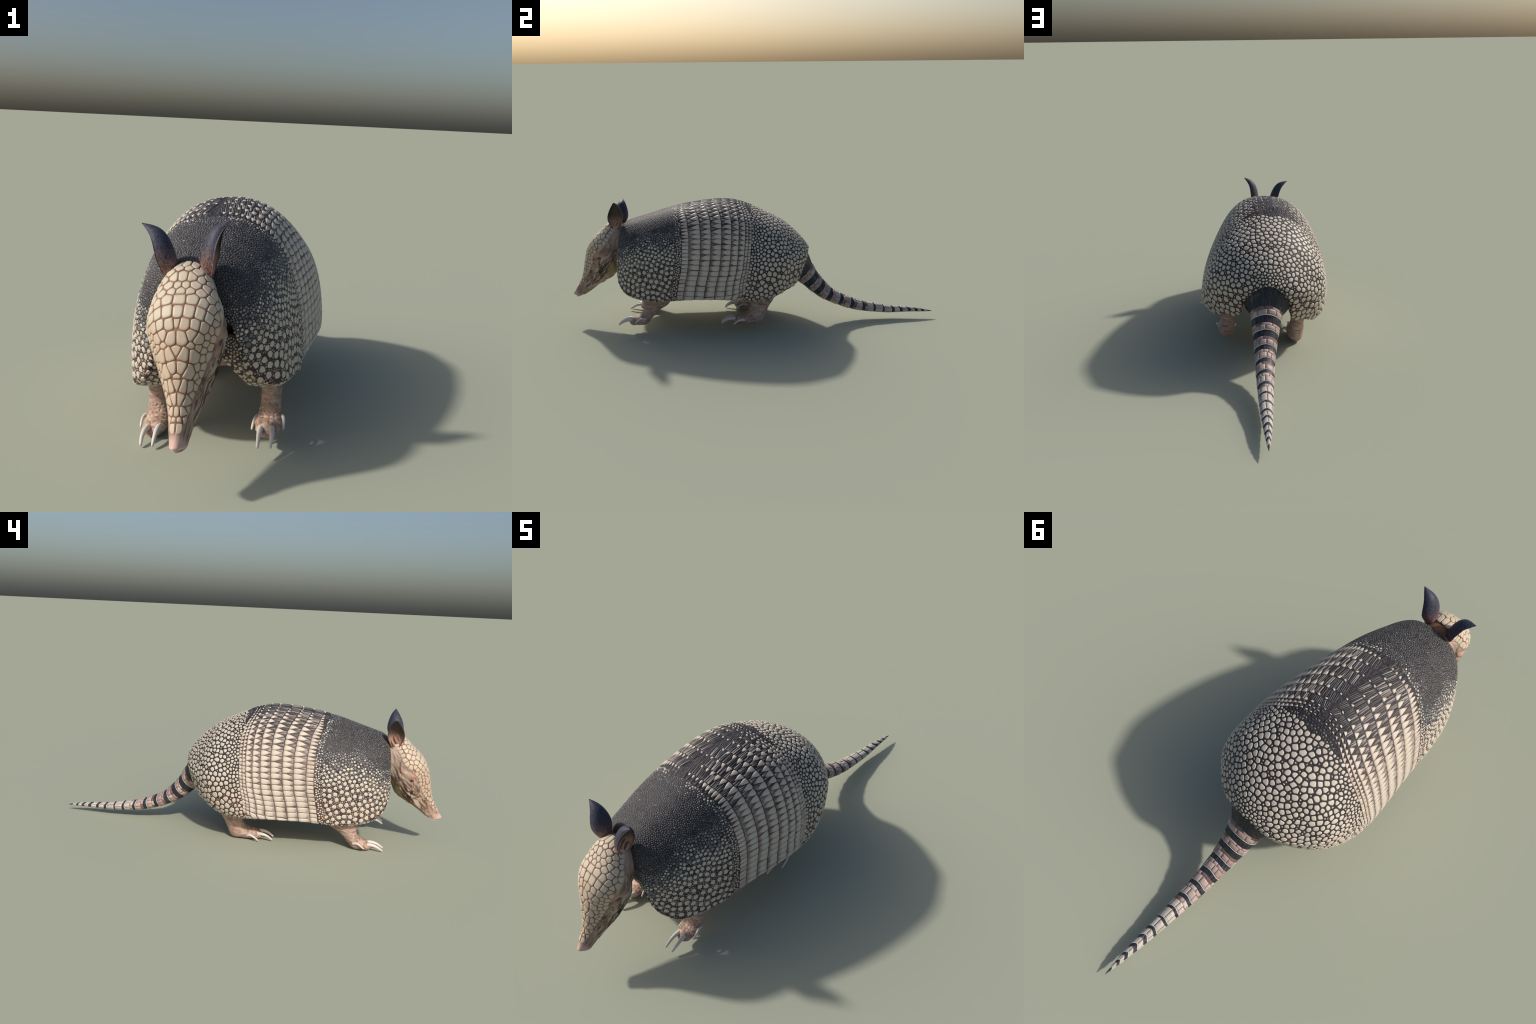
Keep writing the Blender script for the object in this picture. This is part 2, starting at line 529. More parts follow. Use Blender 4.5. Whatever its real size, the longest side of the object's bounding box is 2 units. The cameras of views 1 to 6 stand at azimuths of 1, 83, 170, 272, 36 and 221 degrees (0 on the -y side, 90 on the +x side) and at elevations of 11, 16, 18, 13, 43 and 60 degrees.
class Seeds:
    """pieces on the half sheet (x >= 0), each with place, normal, radius and class"""
    def __init__(self):
        self.P, self.N, self.r, self.c, self.dir = [], [], [], [], []
        self.h = Hash(0.02)

    def free(self, p, r, tight):
        for j in self.h.near(p, (r + 0.022) * tight):
            q = self.P[j]
            d2 = (p[0] - q[0]) ** 2 + (p[1] - q[1]) ** 2 + (p[2] - q[2]) ** 2
            if d2 < ((r + self.r[j]) * tight) ** 2:
                return False
            if q[0] > 1e-6:       # its mirror twin
                d2 += (p[0] + q[0]) ** 2 - (p[0] - q[0]) ** 2
                if d2 < ((r + self.r[j]) * tight) ** 2:
                    return False
        return True

    def put(self, p, n, r, c):
        self.h.put(p, len(self.P))
        self.P.append(tuple(p)); self.N.append(tuple(n)); self.r.append(r); self.c.append(c)


def scatter(seeds, G, N, U, V, radius, mask, cls, tries, tight=0.92, order=None):
    """dart throwing over the cells of a sheet; radius and mask are functions of (point, u, v)"""
    a, b, c = G[:-1, :-1], G[1:, :-1], G[:-1, 1:]
    ctr = (G[:-1, :-1] + G[1:, 1:]) / 2
    uc = (U[:-1, :-1] + U[1:, 1:]) / 2; vc = (V[:-1, :-1] + V[1:, 1:]) / 2
    area = np.linalg.norm(np.cross(b - a, c - a), axis=-1)
    rad = radius(ctr, uc, vc)
    w = np.where(mask(ctr, uc, vc), area / rad ** 2, 0).ravel()
    if w.sum() <= 0:
        return
    idx = rng.choice(len(w), tries, p=w / w.sum())
    nj = G.shape[1] - 1
    f, g = rng.random(tries), rng.random(tries)
    i, j = idx // nj, idx % nj

    def at(A):
        f1, g1 = (f[:, None], g[:, None]) if A.ndim == 3 else (f, g)
        return A[i, j] * (1 - f1) * (1 - g1) + A[i + 1, j] * f1 * (1 - g1) + A[i, j + 1] * (1 - f1) * g1 + A[i + 1, j + 1] * f1 * g1
    P, NN, u, v = at(G), unit(at(N)), at(U), at(V)
    R = radius(P, u, v)
    ok = mask(P, u, v)
    seq = range(tries) if order is None else np.argsort(order(P))
    for k in seq:
        if not ok[k]:
            continue
        p, r, n = P[k].copy(), float(R[k]), NN[k].copy()
        if p[0] < r * 0.45:
            p[0] = 0.0; n[0] = 0.0
        elif p[0] < r * 0.95:
            continue
        if seeds.free(p, r, tight):
            seeds.put(p, n, r, cls(p, u[k], v[k]) if callable(cls) else cls)


def clip(poly, n, d):
    """keep the side n.x <= d of a convex polygon in the plane"""
    out = []
    m_ = len(poly)
    for i in range(m_):
        a, b = poly[i], poly[(i + 1) % m_]
        da = a[0] * n[0] + a[1] * n[1] - d
        db = b[0] * n[0] + b[1] * n[1] - d
        if da <= 0:
            out.append(a)
        if (da < 0 < db) or (db < 0 < da):
            s = da / (da - db)
            out.append((a[0] + (b[0] - a[0]) * s, a[1] + (b[1] - a[1]) * s))
    return out


def cells(seeds, gap, reach=1.3, along=None, stretch=1.0, sides=12, soft=0.24):
    """outline of each piece: its territory among its neighbours, shrunk by the gap and rounded"""
    out = []
    nS = len(seeds.P)
    P = np.array(seeds.P); N = np.array(seeds.N)
    e0 = np.array([0.0, 1.0, 0.0]) if along is None else np.asarray(along, float)
    e1 = e0[None] - (N @ e0)[:, None] * N
    e1 = unit(e1); e2 = np.cross(N, e1)
    for i in range(nS):
        p, r = P[i], seeds.r[i]
        a, b = e1[i], e2[i]
        R = r * reach
        poly = [(R * stretch * math.cos(k * 2 * math.pi / sides + 0.3), R / stretch * math.sin(k * 2 * math.pi / sides + 0.3)) for k in range(sides)]
        near = seeds.h.near(p, R + 0.03)
        for j in near:
            q = P[j]
            for q_ in ((q,) if q[0] < 1e-6 else (q, np.array((-q[0], q[1], q[2])))):
                if j == i and q_ is q:
                    continue
                d = (q_[0] - p[0], q_[1] - p[1], q_[2] - p[2])
                if abs(d[0]) > R + 0.03 or abs(d[0] * N[i, 0] + d[1] * N[i, 1] + d[2] * N[i, 2]) > 0.012:
                    continue
                x = d[0] * a[0] + d[1] * a[1] + d[2] * a[2]
                y = d[0] * b[0] + d[1] * b[1] + d[2] * b[2]
                L = math.hypot(x, y)
                if L < 1e-6 or L > R * stretch + seeds.r[j] * 1.6:
                    continue
                cut = L * r / (r + seeds.r[j]) - gap(r) / 2
                poly = clip(poly, (x / L, y / L), max(cut, r * 0.25))
                if len(poly) < 3:
                    break
            if len(poly) < 3:
                break
        if len(poly) < 3:
            out.append(None); continue
        if len(poly) < 11:      # round the corners
            q = []
            for k in range(len(poly)):
                u, v = poly[k], poly[(k + 1) % len(poly)]
                q.append((u[0] * (1 - soft) + v[0] * soft, u[1] * (1 - soft) + v[1] * soft))
                q.append((u[0] * soft + v[0] * (1 - soft), u[1] * soft + v[1] * (1 - soft)))
            poly = q
        out.append((np.array(poly), a, b))
    return out


def pebble(p, n, cell, height, rings, sink):
    """domed plate over an outline: rings = ((shrink, fraction of height), ..)"""
    poly, a, b = cell
    c0 = poly.mean(0)
    V = []; F = []
    k = len(poly)
    loops = [(1.0, None)] + list(rings)
    for s, h in loops:
        z = -sink if h is None else h * height
        q = c0 + (poly - c0) * s
        V.append(p + q[:, :1] * a + q[:, 1:] * b + n * z)
    for L in range(len(loops) - 1):
        for i in range(k):
            j = (i + 1) % k
            F.append((L * k + i, L * k + j, (L + 1) * k + j, (L + 1) * k + i))
    V.append((p + c0[0] * a + c0[1] * b + n * height)[None])
    top = (len(loops) - 1) * k
    for i in range(k):
        F.append((top + i, top + (i + 1) % k, len(loops) * k))
    return np.concatenate(V), F


def mirror_piece(V, F):
    return V * np.array([-1, 1, 1]), [f[::-1] for f in F]


def orient(V, F, n):
    f = F[0]
    fn = np.cross(V[f[1]] - V[f[0]], V[f[2]] - V[f[0]])
    f = F[-1]
    fn = np.cross(V[f[1]] - V[f[0]], V[f[2]] - V[f[0]])
    return F if fn @ n > 0 else [g[::-1] for g in F]


class Pile:
    """many small pieces joined into one mesh"""
    def __init__(self):
        self.V, self.F, self.M, self.n = [], [], [], 0

    def add(self, V, F, mi=0):
        self.V.append(V)
        self.F += [tuple(i + self.n for i in f) for f in F]
        self.M += [mi] * len(F)
        self.n += len(V)

    def build(self, name, mats, parent):
        if not self.n:
            return
        return add(name, new_mesh(name, np.concatenate(self.V), self.F, mats, self.M), parent, kind="stuff")


BIG_RINGS = ((0.96, 0.35), (0.86, 0.8), (0.55, 1.0))
SMALL_RINGS = ((0.72, 0.85),)
CLASSES = ["pale", "small", "fleck", "grain", "dusk"]
CMATS = [MAT[c] for c in CLASSES]


def lay(seeds, gap, height, parent, name, single, mats, single_limit, along=None, stretch=1.0, reach=1.3, singles_min=0.0, soft=0.24):
    cl = cells(seeds, gap, reach, along, stretch, soft=soft)
    order = sorted((i for i in range(len(cl)) if cl[i] is not None), key=lambda i: -seeds.r[i])
    pile = Pile(); count = 0
    for i in order:
        p, n, r = np.array(seeds.P[i]), np.array(seeds.N[i]), seeds.r[i]
        big = r > 0.0062
        V, F = pebble(p, n, cl[i], height(r), BIG_RINGS if big else SMALL_RINGS, 0.0016 if big else 0.001)
        F = orient(V, F, n)
        twins = [(V, F)] if p[0] < 1e-6 else [(V, F), mirror_piece(V, F)]
        for V1, F1 in twins:
            if count < single_limit and r >= singles_min:
                o = V1.mean(0)
                me = new_mesh(single, V1 - o, F1, [mats[seeds.c[i]]])
                add(single, me, parent, o)
                count += 1
            else:
                pile.add(V1, F1, seeds.c[i])
    pile.build(name, mats, parent)
    return count


armG, armN, armT, armQ = G[:, :NQ], NG[:, :NQ], TG[:, :NQ], QG[:, :NQ]

# ---- shoulder shield: fine dark grain on top, growing down the side into large pale rosettes
def dusk_line(P):
    """height above which the shoulder armour turns to fine dark grain; it dips toward the neck"""
    return 0.475 - 0.085 * smooth(-0.55, -0.70, P[..., 1])


def in_shoulder(P, t, q): return (t < seam_front(q) - 0.0025) & (t > 0.004) & (q < edge_of(t) - 0.008)


def above(P): return P[..., 2] - dusk_line(P)


def r_large(P, t, q):
    r = np.interp(above(P), [-0.32, -0.26, -0.16, -0.08, -0.02, 0.05], [0.0100, 0.0119, 0.0117, 0.0089, 0.0064, 0.0042])
    r *= 1 - 0.42 * smooth(0.05, 0.0, seam_front(q) - t) * smooth(0.05, -0.1, above(P))
    r = r * (1 - 0.35 * smooth(1.0, 1.15, q))
    return r * (1 - 0.35 * smooth(0.09, 0.03, t))


def large_class(p, t, q):
    return 0 if rng.random() < 0.15 + 0.85 * float(smooth(0.02, -0.07, above(p))) else 2


def filler_class(p, t, q):
    k = float(smooth(0.02, -0.10, above(p))); u = rng.random()
    if u < 0.40 + 0.12 * (1 - k): return 4 if rng.random() < 0.6 else 3
    return 1 if rng.random() < 0.75 * k + 0.1 else 2


def diagonal(P): return P[:, 1] + 0.55 * P[:, 2] + rng.normal(0, 0.002, len(P))


sh = Seeds()
# a row of pale scutes edging the shield along the belt
scatter(sh, armG, armN, armT, armQ, lambda P, t, q: np.full(P.shape[:-1], 0.0048),
        lambda P, t, q: in_shoulder(P, t, q) & (t > seam_front(q) - 0.017) & (q > 0.08), lambda p, t, q: (0 if rng.random() < 0.35 else 2) if q < 0.6 else 0, 3000, 1.05)
scatter(sh, armG, armN, armT, armQ, r_large, lambda P, t, q: in_shoulder(P, t, q) & (above(P) < 0.045), large_class, 30000, 1.17, diagonal)
scatter(sh, armG, armN, armT, armQ, lambda P, t, q: np.interp(above(P), [-.2, 0.03], [0.0040, 0.0031]),
        lambda P, t, q: in_shoulder(P, t, q) & (above(P) < 0.045), filler_class, 45000, 0.90)


def grain_class(p, t, q):
    pale = 0.42 * float(smooth(0.10, 0.0, above(p))) + 0.25 * float(smooth(0.06, 0.02, seam_front(q) - t)) + 0.01
    u = rng.random()
    return 2 if u < pale else (3 if u < 0.90 else 4)


scatter(sh, armG, armN, armT, armQ, lambda P, t, q: np.interp(above(P), [0.03, 0.12], [0.0032, 0.0037]),
        lambda P, t, q: in_shoulder(P, t, q) & (above(P) > 0.02), grain_class, 90000, 0.90)
lay(sh, lambda r: 0.0009 + r * 0.10, lambda r: 0.0004 + r * 0.14, shoulder_ob, "shoulder_small_scutes", "shoulder_scute", CMATS, 300, singles_min=0.0085, reach=1.10, stretch=1.06)


# ---- pelvic shield
def in_pelvis(P, t, q):
    return (t > seam_rear(q) + 0.0025) & (t < 0.985) & (q < EDGE - 0.015) & (arch_mask(P + np.array([0, 0.04, 0])) < 0.25)


def r_pelvis(P, t, q):
    r = np.interp(P[..., 2], [0.15, 0.19, 0.30, 0.42, 0.60], [0.0104, 0.0152, 0.0138, 0.0107, 0.0117])
    r = r * (1 + 0.16 * np.sin(P[..., 0] * 171 + P[..., 1] * 113) * np.sin(P[..., 2] * 149 + P[..., 1] * 67))
    edge = smooth(0.055, 0.0, t - seam_rear(q))
    r = r * (1 - 0.42 * edge)
    d = np.sqrt(P[..., 0] ** 2 * 0.8 + (P[..., 2] - 0.40) ** 2 + (P[..., 1] - 0.30) ** 2)
    r = r * (1 - 0.45 * smooth(0.11, 0.02, d))
    arch = arch_mask(P + np.array([0, 0.08, 0]) * 1.0 - np.stack([np.sign(P[..., 0]) * 0.03, P[..., 1] * 0, P[..., 2] * 0], -1))
    return np.maximum(r * (1 - 0.35 * arch), 0.0048)


def dusk_arc(P, t, q):
    return (q < 0.28) & (t < seam_rear(q) + 0.030 * (1 - q / 0.33))


pv = Seeds()
scatter(pv, armG, armN, armT, armQ, lambda P, t, q: np.full(P.shape[:-1], 0.0048), lambda P, t, q: in_pelvis(P, t, q) & dusk_arc(P, t, q),
        lambda p, t, q: 4 if rng.random() < 0.78 else 2, 4000, 0.92)
scatter(pv, armG, armN, armT, armQ, r_pelvis, lambda P, t, q: in_pelvis(P, t, q) & ~dusk_arc(P, t, q), 0, 34000, 0.94, lambda P: P[:, 1] - 0.35 * P[:, 2] + rng.normal(0, 0.006, len(P)))
scatter(pv, armG, armN, armT, armQ, lambda P, t, q: np.full(P.shape[:-1], 0.0046), lambda P, t, q: in_pelvis(P, t, q), 1, 12000, 1.02)
lay(pv, lambda r: 0.0036 + r * 0.12, lambda r: 0.0010 + r * 0.08, pelvic_ob, "pelvic_small_scutes", "pelvic_scute", CMATS, 300, singles_min=0.0075, reach=1.08, along=(1, 0, 0.6), stretch=1.10, soft=0.3)

# ------------------------------------------------------------------ belt of six movable bands between two narrow marginal rows
CUTS = [0.0, 0.11, 0.27, 0.405, 0.545, 0.685, 0.80, 0.90, 1.0]
NPLATE = 25
plate_n = 0
small_belt = Pile()


def belt_curve(s):
    """the cross-wise line at fraction s of the belt, as q samples, points and running length"""
    q = np.linspace(0, EDGE, 260)
    t = seam_front(q) + (seam_rear(q) - seam_front(q)) * s
    P = shell(t, q)
    L = np.r_[0, np.cumsum(np.linalg.norm(np.diff(P, axis=0), axis=1))]
    return q, L / L[-1]


MIDQ, MIDL = belt_curve(0.5)


def belt_point(s, l, lift):
    q = np.interp(l, MIDL, MIDQ)
    t = seam_front(q) + (seam_rear(q) - seam_front(q)) * s
    P = shell(t, q)
    e = 1e-3
    du = shell(t + e, q) - P
    dv = shell(t, np.clip(q + 4e-3, 0, 2)) - shell(t, np.clip(q - 4e-3, 0, 2))
    n = unit(np.cross(dv, du))
    flip = (n * np.stack([P[..., 0], P[..., 1] * 0, P[..., 2] - 0.3], -1)).sum(-1)
    n = np.where(flip[..., None] < 0, -n, n)
    return P + n * lift[..., None]


def bevel_steps(n):
    """0..1 with a thin border step at both ends, so that a plate rises steeply at its edge"""
    return np.r_[0.0, np.linspace(0.045, 0.955, n - 2), 1.0]


def strip(s0, s1, l_mid, w0, w1, ns, nw, h0, h1, skew=0.0, sink=0.0012, bow=0.0, grow=0.8):
    """plate on the belt between s0 and s1 whose width grows from w0 to w1, domed across"""
    S, Wd = np.meshgrid(bevel_steps(ns), bevel_steps(nw) * 2 - 1, indexing="ij")
    width = lerp(w0, w1, smooth(0, grow, S))
    l = l_mid + Wd * width / 2 + skew * (1 - S)
    s = s0 + (s1 - s0) * S - bow * (Wd ** 2) * S
    border = (S == 0) | (S == 1) | (Wd == -1) | (Wd == 1)
    lift = np.where(border, -sink, lerp(h0, h1, S) * (0.7 + 0.3 * np.clip(1 - Wd ** 2, 0, 1)))
    V = belt_point(s, np.clip(l, 0.0, 0.999), lift).reshape(-1, 3)
    F = grid_faces(ns, nw)
    f = F[len(F) // 2]
    a, b, c = V[f[0]], V[f[1]], V[f[2]]
    n = np.cross(b - a, c - a)
    if n @ np.array([a[0], 0, a[2] - 0.3]) < 0:
        F = [f[::-1] for f in F]
    return V, F


def both(V, F):
    return ((V, F), mirror_piece(V, F))


for k in range(1, 7):
    s0, s1 = CUTS[k], CUTS[k + 1]
    for j in range(NPLATE):
        l0, l1 = j / NPLATE, (j + 1) / NPLATE
        lm = (l0 + l1) / 2 + rng.normal(0, 0.001)
        wd = 1 / NPLATE
        # how much of the plate is pale bone: a spot near the spine, all of it low on the flank
        full = float(np.interp(lm, [0.0, 0.08, 0.16, 0.25, 0.36, 0.50, 0.62, 1.0], [0.14, 0.24, 0.48, 0.74, 0.90, 0.97, 1.0, 1.0]))
        full = min(1.0, full * (1 + rng.normal(0, 0.05)))
        front_w = float(np.interp(lm, [0.0, 0.16, 0.3, 0.45, 0.58, 0.68, 0.8, 1.0], [0.25, 0.16, 0.18, 0.32, 0.52, 0.72, 0.84, 0.86])) * (1 + rng.normal(0, 0.15))
        rear_w = float(np.interp(lm, [0.0, 0.10, 0.20, 0.3, 1.0], [0.30, 0.42, 0.74, 0.95, 0.96])) * (1 + rng.normal(0, 0.02))
        grow = float(np.interp(lm, [0, 0.3, 0.6, 0.8], [0.7, 0.95, 0.75, 0.5]))
        if lm > 0.03 or k % 2 == 0:
            a = s0 + (s1 - s0) * (1 - full) + 0.002
            V, F = strip(a, s1 - 0.003, lm, wd * front_w, wd * rear_w, 8, 7, 0.0010, 0.0036, skew=wd * rng.normal(0.05, 0.06), bow=0.003, grow=grow)
            for V1, F1 in both(V, F):
                if plate_n < 300:
                    o = V1.mean(0)
                    add("band_plate", new_mesh("band_plate", V1 - o, F1, [MAT["band"]]), belt_ob, o)
                    plate_n += 1
                else:
                    small_belt.add(V1, F1, 0)
        # slender ridges lying between and in front of the pale wedges, herringboned on the spine
        spine = lm < 0.09
        n_r = 6 if j == 0 else 4 if lm < 0.3 else (3 if lm < 0.55 else (2 if lm < 0.7 else 1))
        for e in range(n_r):
            span = 0.86 if lm < 0.16 else float(np.interp(lm, [0.16, 0.3, 0.5, 0.7], [0.80, 0.66, 0.52, 0.2]))
            lr = (l1 + ((e + 0.5) / n_r - 0.5) * wd * span if j else wd * (0.1 + 1.35 * (e + 0.5) / n_r)) + rng.normal(0, wd * 0.02)
            mid = 1 - abs((e + 0.5) / n_r - 0.5) * 2
            reach = float(np.interp(lm, [0, 0.15, 0.3, 0.6, 1], [0.96, 0.94, 0.72, 0.50, 0.35])) * (1 if lm < 0.16 else 0.55 + 0.45 * mid) * rng.uniform(0.85, 1.0)
            if lr > 0.995:
                continue
            pale = rng.random() < float(np.interp(lm, [0, 0.08, 0.2, 0.4, 0.6, 1.0], [0.14, 0.26, 0.50, 0.80, 0.7, 0.6]))
            V, F = strip(s0 + 0.004, s0 + (s1 - s0) * min(reach, 0.97), lr, wd * span / n_r * 0.96, wd * span / n_r * (0.60 if lm < 0.2 else 0.34), 6, 4, 0.0024, 0.0012,
                         skew=wd * rng.normal(0.0, 0.06) + (0.40 * wd * (1 if j == 0 else 0.6) if spine else (0.15 * wd if lm < 0.2 else 0)), grow=1.0)
            for V1, F1 in both(V, F):
                small_belt.add(V1, F1, 2 if pale else (3 if spine and rng.random() < 0.7 else (4 if rng.random() < np.interp(lm, [0.08, 0.25, 0.4], [0.1, 0.6, 0.9]) else 1)))
# marginal rows: narrow plates next to each shield
for s0, s1, rows, npl in ((0.0, 0.11, 1, 34), (0.80, 1.0, 3, 36)):
    for rr in range(rows):
        if s0 > 0.5 and rr == 0:
            continue
        a, b = lerp(s0, s1, rr / rows), lerp(s0, s1, (rr + 1) / rows)
        if s0 > 0.5:
            a, b = (0.90, 0.95) if rr == 1 else (0.95, 1.0)
        for j in range(npl):
            lm = (j + 0.5) / npl + rng.normal(0, 0.001)
            bare = float(np.interp(lm, [0.0, 0.14, 0.26], [0.75, 0.45, 0.0]))
            a1 = a + (b - a) * bare
            V, F = strip(a1 + 0.004, b - 0.003, lm, (0.30 if lm < 0.5 else 0.8) / npl, (0.55 if bare > 0.4 else 0.94) / npl, 6, 6, 0.0010, 0.0028, skew=rng.normal(0, 0.001))
            for V1, F1 in both(V, F):
                small_belt.add(V1, F1, 0 if lm > 0.03 else 1)
            if bare > 0:
                V, F = strip(a + 0.003, a1 + (b - a) * 0.2, lm + 0.5 / npl, 0.5 / npl, 0.3 / npl, 5, 4, 0.0015, 0.001)
                for V1, F1 in both(V, F):
                    small_belt.add(V1, F1, 1)
small_belt.build("band_ridges", [MAT["margin"], MAT["ridge"], MAT["ridgep"], MAT["grain"], MAT["ridgem"]], belt_ob)

# ------------------------------------------------------------------ head
H_TOP = np.array([(-.743, .603), (-.772, .565), (-.816, .530), (-.861, .490), (-.900, .438), (-.920, .378), (-.934, .315), (-.953, .250), (-1.003, .169)])
H_SIDE = np.array([(.061, -.725, .489), (.078, -.757, .457), (.098, -.776, .421), (.103, -.808, .388), (.093, -.819, .337), (.070, -.839, .282),
                   (.049, -.875, .235), (.034, -.914, .196), (.022, -.960, .154)])
H_LOW = np.array([(-.697, .371), (-.724, .334), (-.748, .296), (-.774, .264), (-.813, .240), (-.867, .207), (-.905, .182), (-.939, .159), (-.984, .150)])
# the crown bends back into the neck
H_TOP = np.vstack([[(-.640, .500), (-.702, .552)], H_TOP[1:]])
H_SIDE = np.vstack([[(.070, -.640, .455), (.066, -.690, .468)], H_SIDE[1:]])
H_LOW = np.vstack([[(-.600, .375), (-.655, .372)], H_LOW[1:]])


def head(u, q):
    u = np.atleast_1d(np.asarray(u, float)); q = np.atleast_1d(np.asarray(q, float))
    u, q = np.broadcast_arrays(u, q); shp = u.shape
    u = u.ravel(); q = q.ravel()
    W = spline_matrix(len(H_TOP), np.clip(u, 0, 1))
    T, S, B = W @ H_TOP, W @ H_SIDE, W @ H_LOW
    up = q <= 1
    k = np.linspace(0, 1, 3)
    p = np.where(up, np.interp(u, k, [2.0, 2.55, 2.08]), np.interp(u, k, [1.97, 1.7, 1.73]))
    E = np.where(up[:, None], T, B)
    ph = np.where(up, 1 - q, q - 1) * math.pi / 2
    a = np.clip(np.cos(ph), 0, 1) ** (2 / p); b = np.clip(np.sin(ph), 0, 1) ** (2 / p)
    P = np.stack([S[:, 0] * a, S[:, 1] + (E[:, 0] - S[:, 1]) * b, S[:, 2] + (E[:, 1] - S[:, 2]) * b], -1)
    return P.reshape(*shp, 3)


HU, HQ = 150, 90
hu = np.linspace(0, 1, HU)
HG = np.zeros((HU, HQ, 3)); HQG = np.zeros((HU, HQ))
qs = np.linspace(0, 2, 400)
for i, u in enumerate(hu):
    P = head(np.full(400, u), qs)
    L = np.r_[0, np.cumsum(np.linalg.norm(np.diff(P, axis=0), axis=1))]
    HQG[i] = np.interp(np.linspace(0, L[-1], HQ), L, qs)
    HG[i] = head(np.full(HQ, u), HQG[i])
HN = normals(HG)
if HN[75, 45, 0] < 0:
    HN = -HN
HUG = np.repeat(hu[:, None], HQ, 1)

# lower border of the scaly cap, as q along the head
def cap_edge(u):
    return np.interp(u, [0.0, 0.14, 0.22, 0.32, 0.42, 0.50, 0.60, 0.72, 0.84, 0.93, 0.97, 1.0], [-0.2, 0.45, 0.72, 0.86, 0.80, 0.74, 0.70, 0.66, 0.58, 0.45, -0.1, -0.2])


EYE = np.array([0.092, -0.823, 0.377])
HD = HG.copy()
face_part = smooth(0.0, 0.06, HQG - cap_edge(HUG) - 0.03)
AX = unit(np.array([0, -0.27, -0.32])); PX = np.array([0, -AX[2], AX[1]])
for i in range(HU):
    for j in range(HQ):
        p = HG[i, j]; f = face_part[i, j]
        d = 0.0
        if f > 0:
            lx, ly = p @ AX, p @ PX
            fold = mnoise.noise(Vector((lx * 9, ly * 75 + 3 * mnoise.noise(Vector((lx * 14, ly * 10, 1))), p[0] * 60)))
            amp = 0.0050 * math.exp(-((p[1] + 0.80) / 0.09) ** 2) + 0.0016
            d = f * amp * fold * (1 if hu[i] < 0.95 else 0.3)
            # socket round the eye and the brow above it
            e = p - EYE
            r2 = (e @ AX / 1.5) ** 2 + (e @ PX) ** 2 + e[0] ** 2
            d -= 0.006 * math.exp(-r2 / 0.00022)
        HD[i, j] = p + HN[i, j] * d
full = np.concatenate([HD, (HD[:, ::-1] * np.array([-1, 1, 1]))[:, 1:-1]], 1)
fq = np.concatenate([HQG, HQG[:, ::-1][:, 1:-1]], 1)
nvh = full.shape[1]
hf = np.array(grid_faces(HU, nvh, wrap=True))
hv = full.reshape(-1, 3)
a, b, c = hv[hf[:, 0]], hv[hf[:, 1]], hv[hf[:, 2]]
nn = np.cross(b - a, c - a)
core = np.repeat(np.array(full.mean(1)), nvh, 0)
if ((a - core[hf[:, 0]]) * nn).sum() < 0:
    hf = hf[:, ::-1]
fu = np.repeat(hu[:, None], nvh, 1).ravel()[hf].mean(1)
mi = (fq.ravel()[hf].mean(1) < cap_edge(fu)).astype(int)
head_me = new_mesh("head", hv, hf, [MAT["face"], MAT["headgap"]], mi)
head_ob = add("head", head_me, root)

# nose pad closing the snout
ring = full[-1]
ctr = ring.mean(0)
V = [ring]; out = unit(np.array([0, -0.80, -0.60]))
for s, d in ((0.97, 0.003), (0.85, 0.006), (0.5, 0.008)):
    V.append(ctr + (ring - ctr) * s + out * d)
V.append((ctr + out * 0.0085)[None])
NV = np.concatenate([full[-6], full[-4], full[-2]] + V[:-1]) if False else np.concatenate([x for x in V])
F = grid_faces(4, nvh, wrap=True)
F += [(3 * nvh + i, 3 * nvh + (i + 1) % nvh, 4 * nvh) for i in range(nvh)]
f = F[-1]
if np.cross(NV[f[1]] - NV[f[0]], NV[f[2]] - NV[f[0]]) @ out < 0:
    F = [g[::-1] for g in F]
add("nose", new_mesh("nose", NV, F, [MAT["nose"]]), head_ob)


def blob(name, centre, axes, radii, mat, parent, n=14):
    """small ellipsoid with its own axes"""
    V = []; F = []
    for i in range(n + 1):
        th = math.pi * i / n
        for j in range(n):
            ph = 2 * math.pi * j / n
            l = np.array([math.sin(th) * math.cos(ph) * radii[0], math.sin(th) * math.sin(ph) * radii[1], math.cos(th) * radii[2]])
            V.append(l @ axes)
    F = grid_faces(n + 1, n, wrap=True, flip=True)
    return add(name, new_mesh(name, np.array(V), F, [mat]), parent, centre)


def tube(path, radii, n=12, squash=1.0, cap=True):
    """round bar along a path with blunt ends"""
    path = np.asarray(path, float); k = len(path)
    T = unit(np.gradient(path, axis=0))
    up = np.array([1.0, 0, 0]) if abs(T[0, 0]) < 0.8 else np.array([0, 0, 1.0])
    V = []
    for i in range(k):
        a = unit(up - (up @ T[i]) * T[i]); b = np.cross(T[i], a)
        for j in range(n):
            w = 2 * math.pi * j / n
            V.append(path[i] + radii[i] * (math.cos(w) * a * squash + math.sin(w) * b))
    F = grid_faces(k, n, wrap=True)
    V += [path[0] - T[0] * radii[0] * 0.3, path[-1] + T[-1] * radii[-1] * 0.45]
    for j in range(n):
        F.append(((j + 1) % n, j, k * n))
        F.append(((k - 1) * n + j, (k - 1) * n + (j + 1) % n, k * n + 1))
    return np.array(V), F


def curve3(pts, n):
    pts = np.asarray(pts, float)
    return spline_matrix(len(pts), np.linspace(0, 1, n)) @ pts


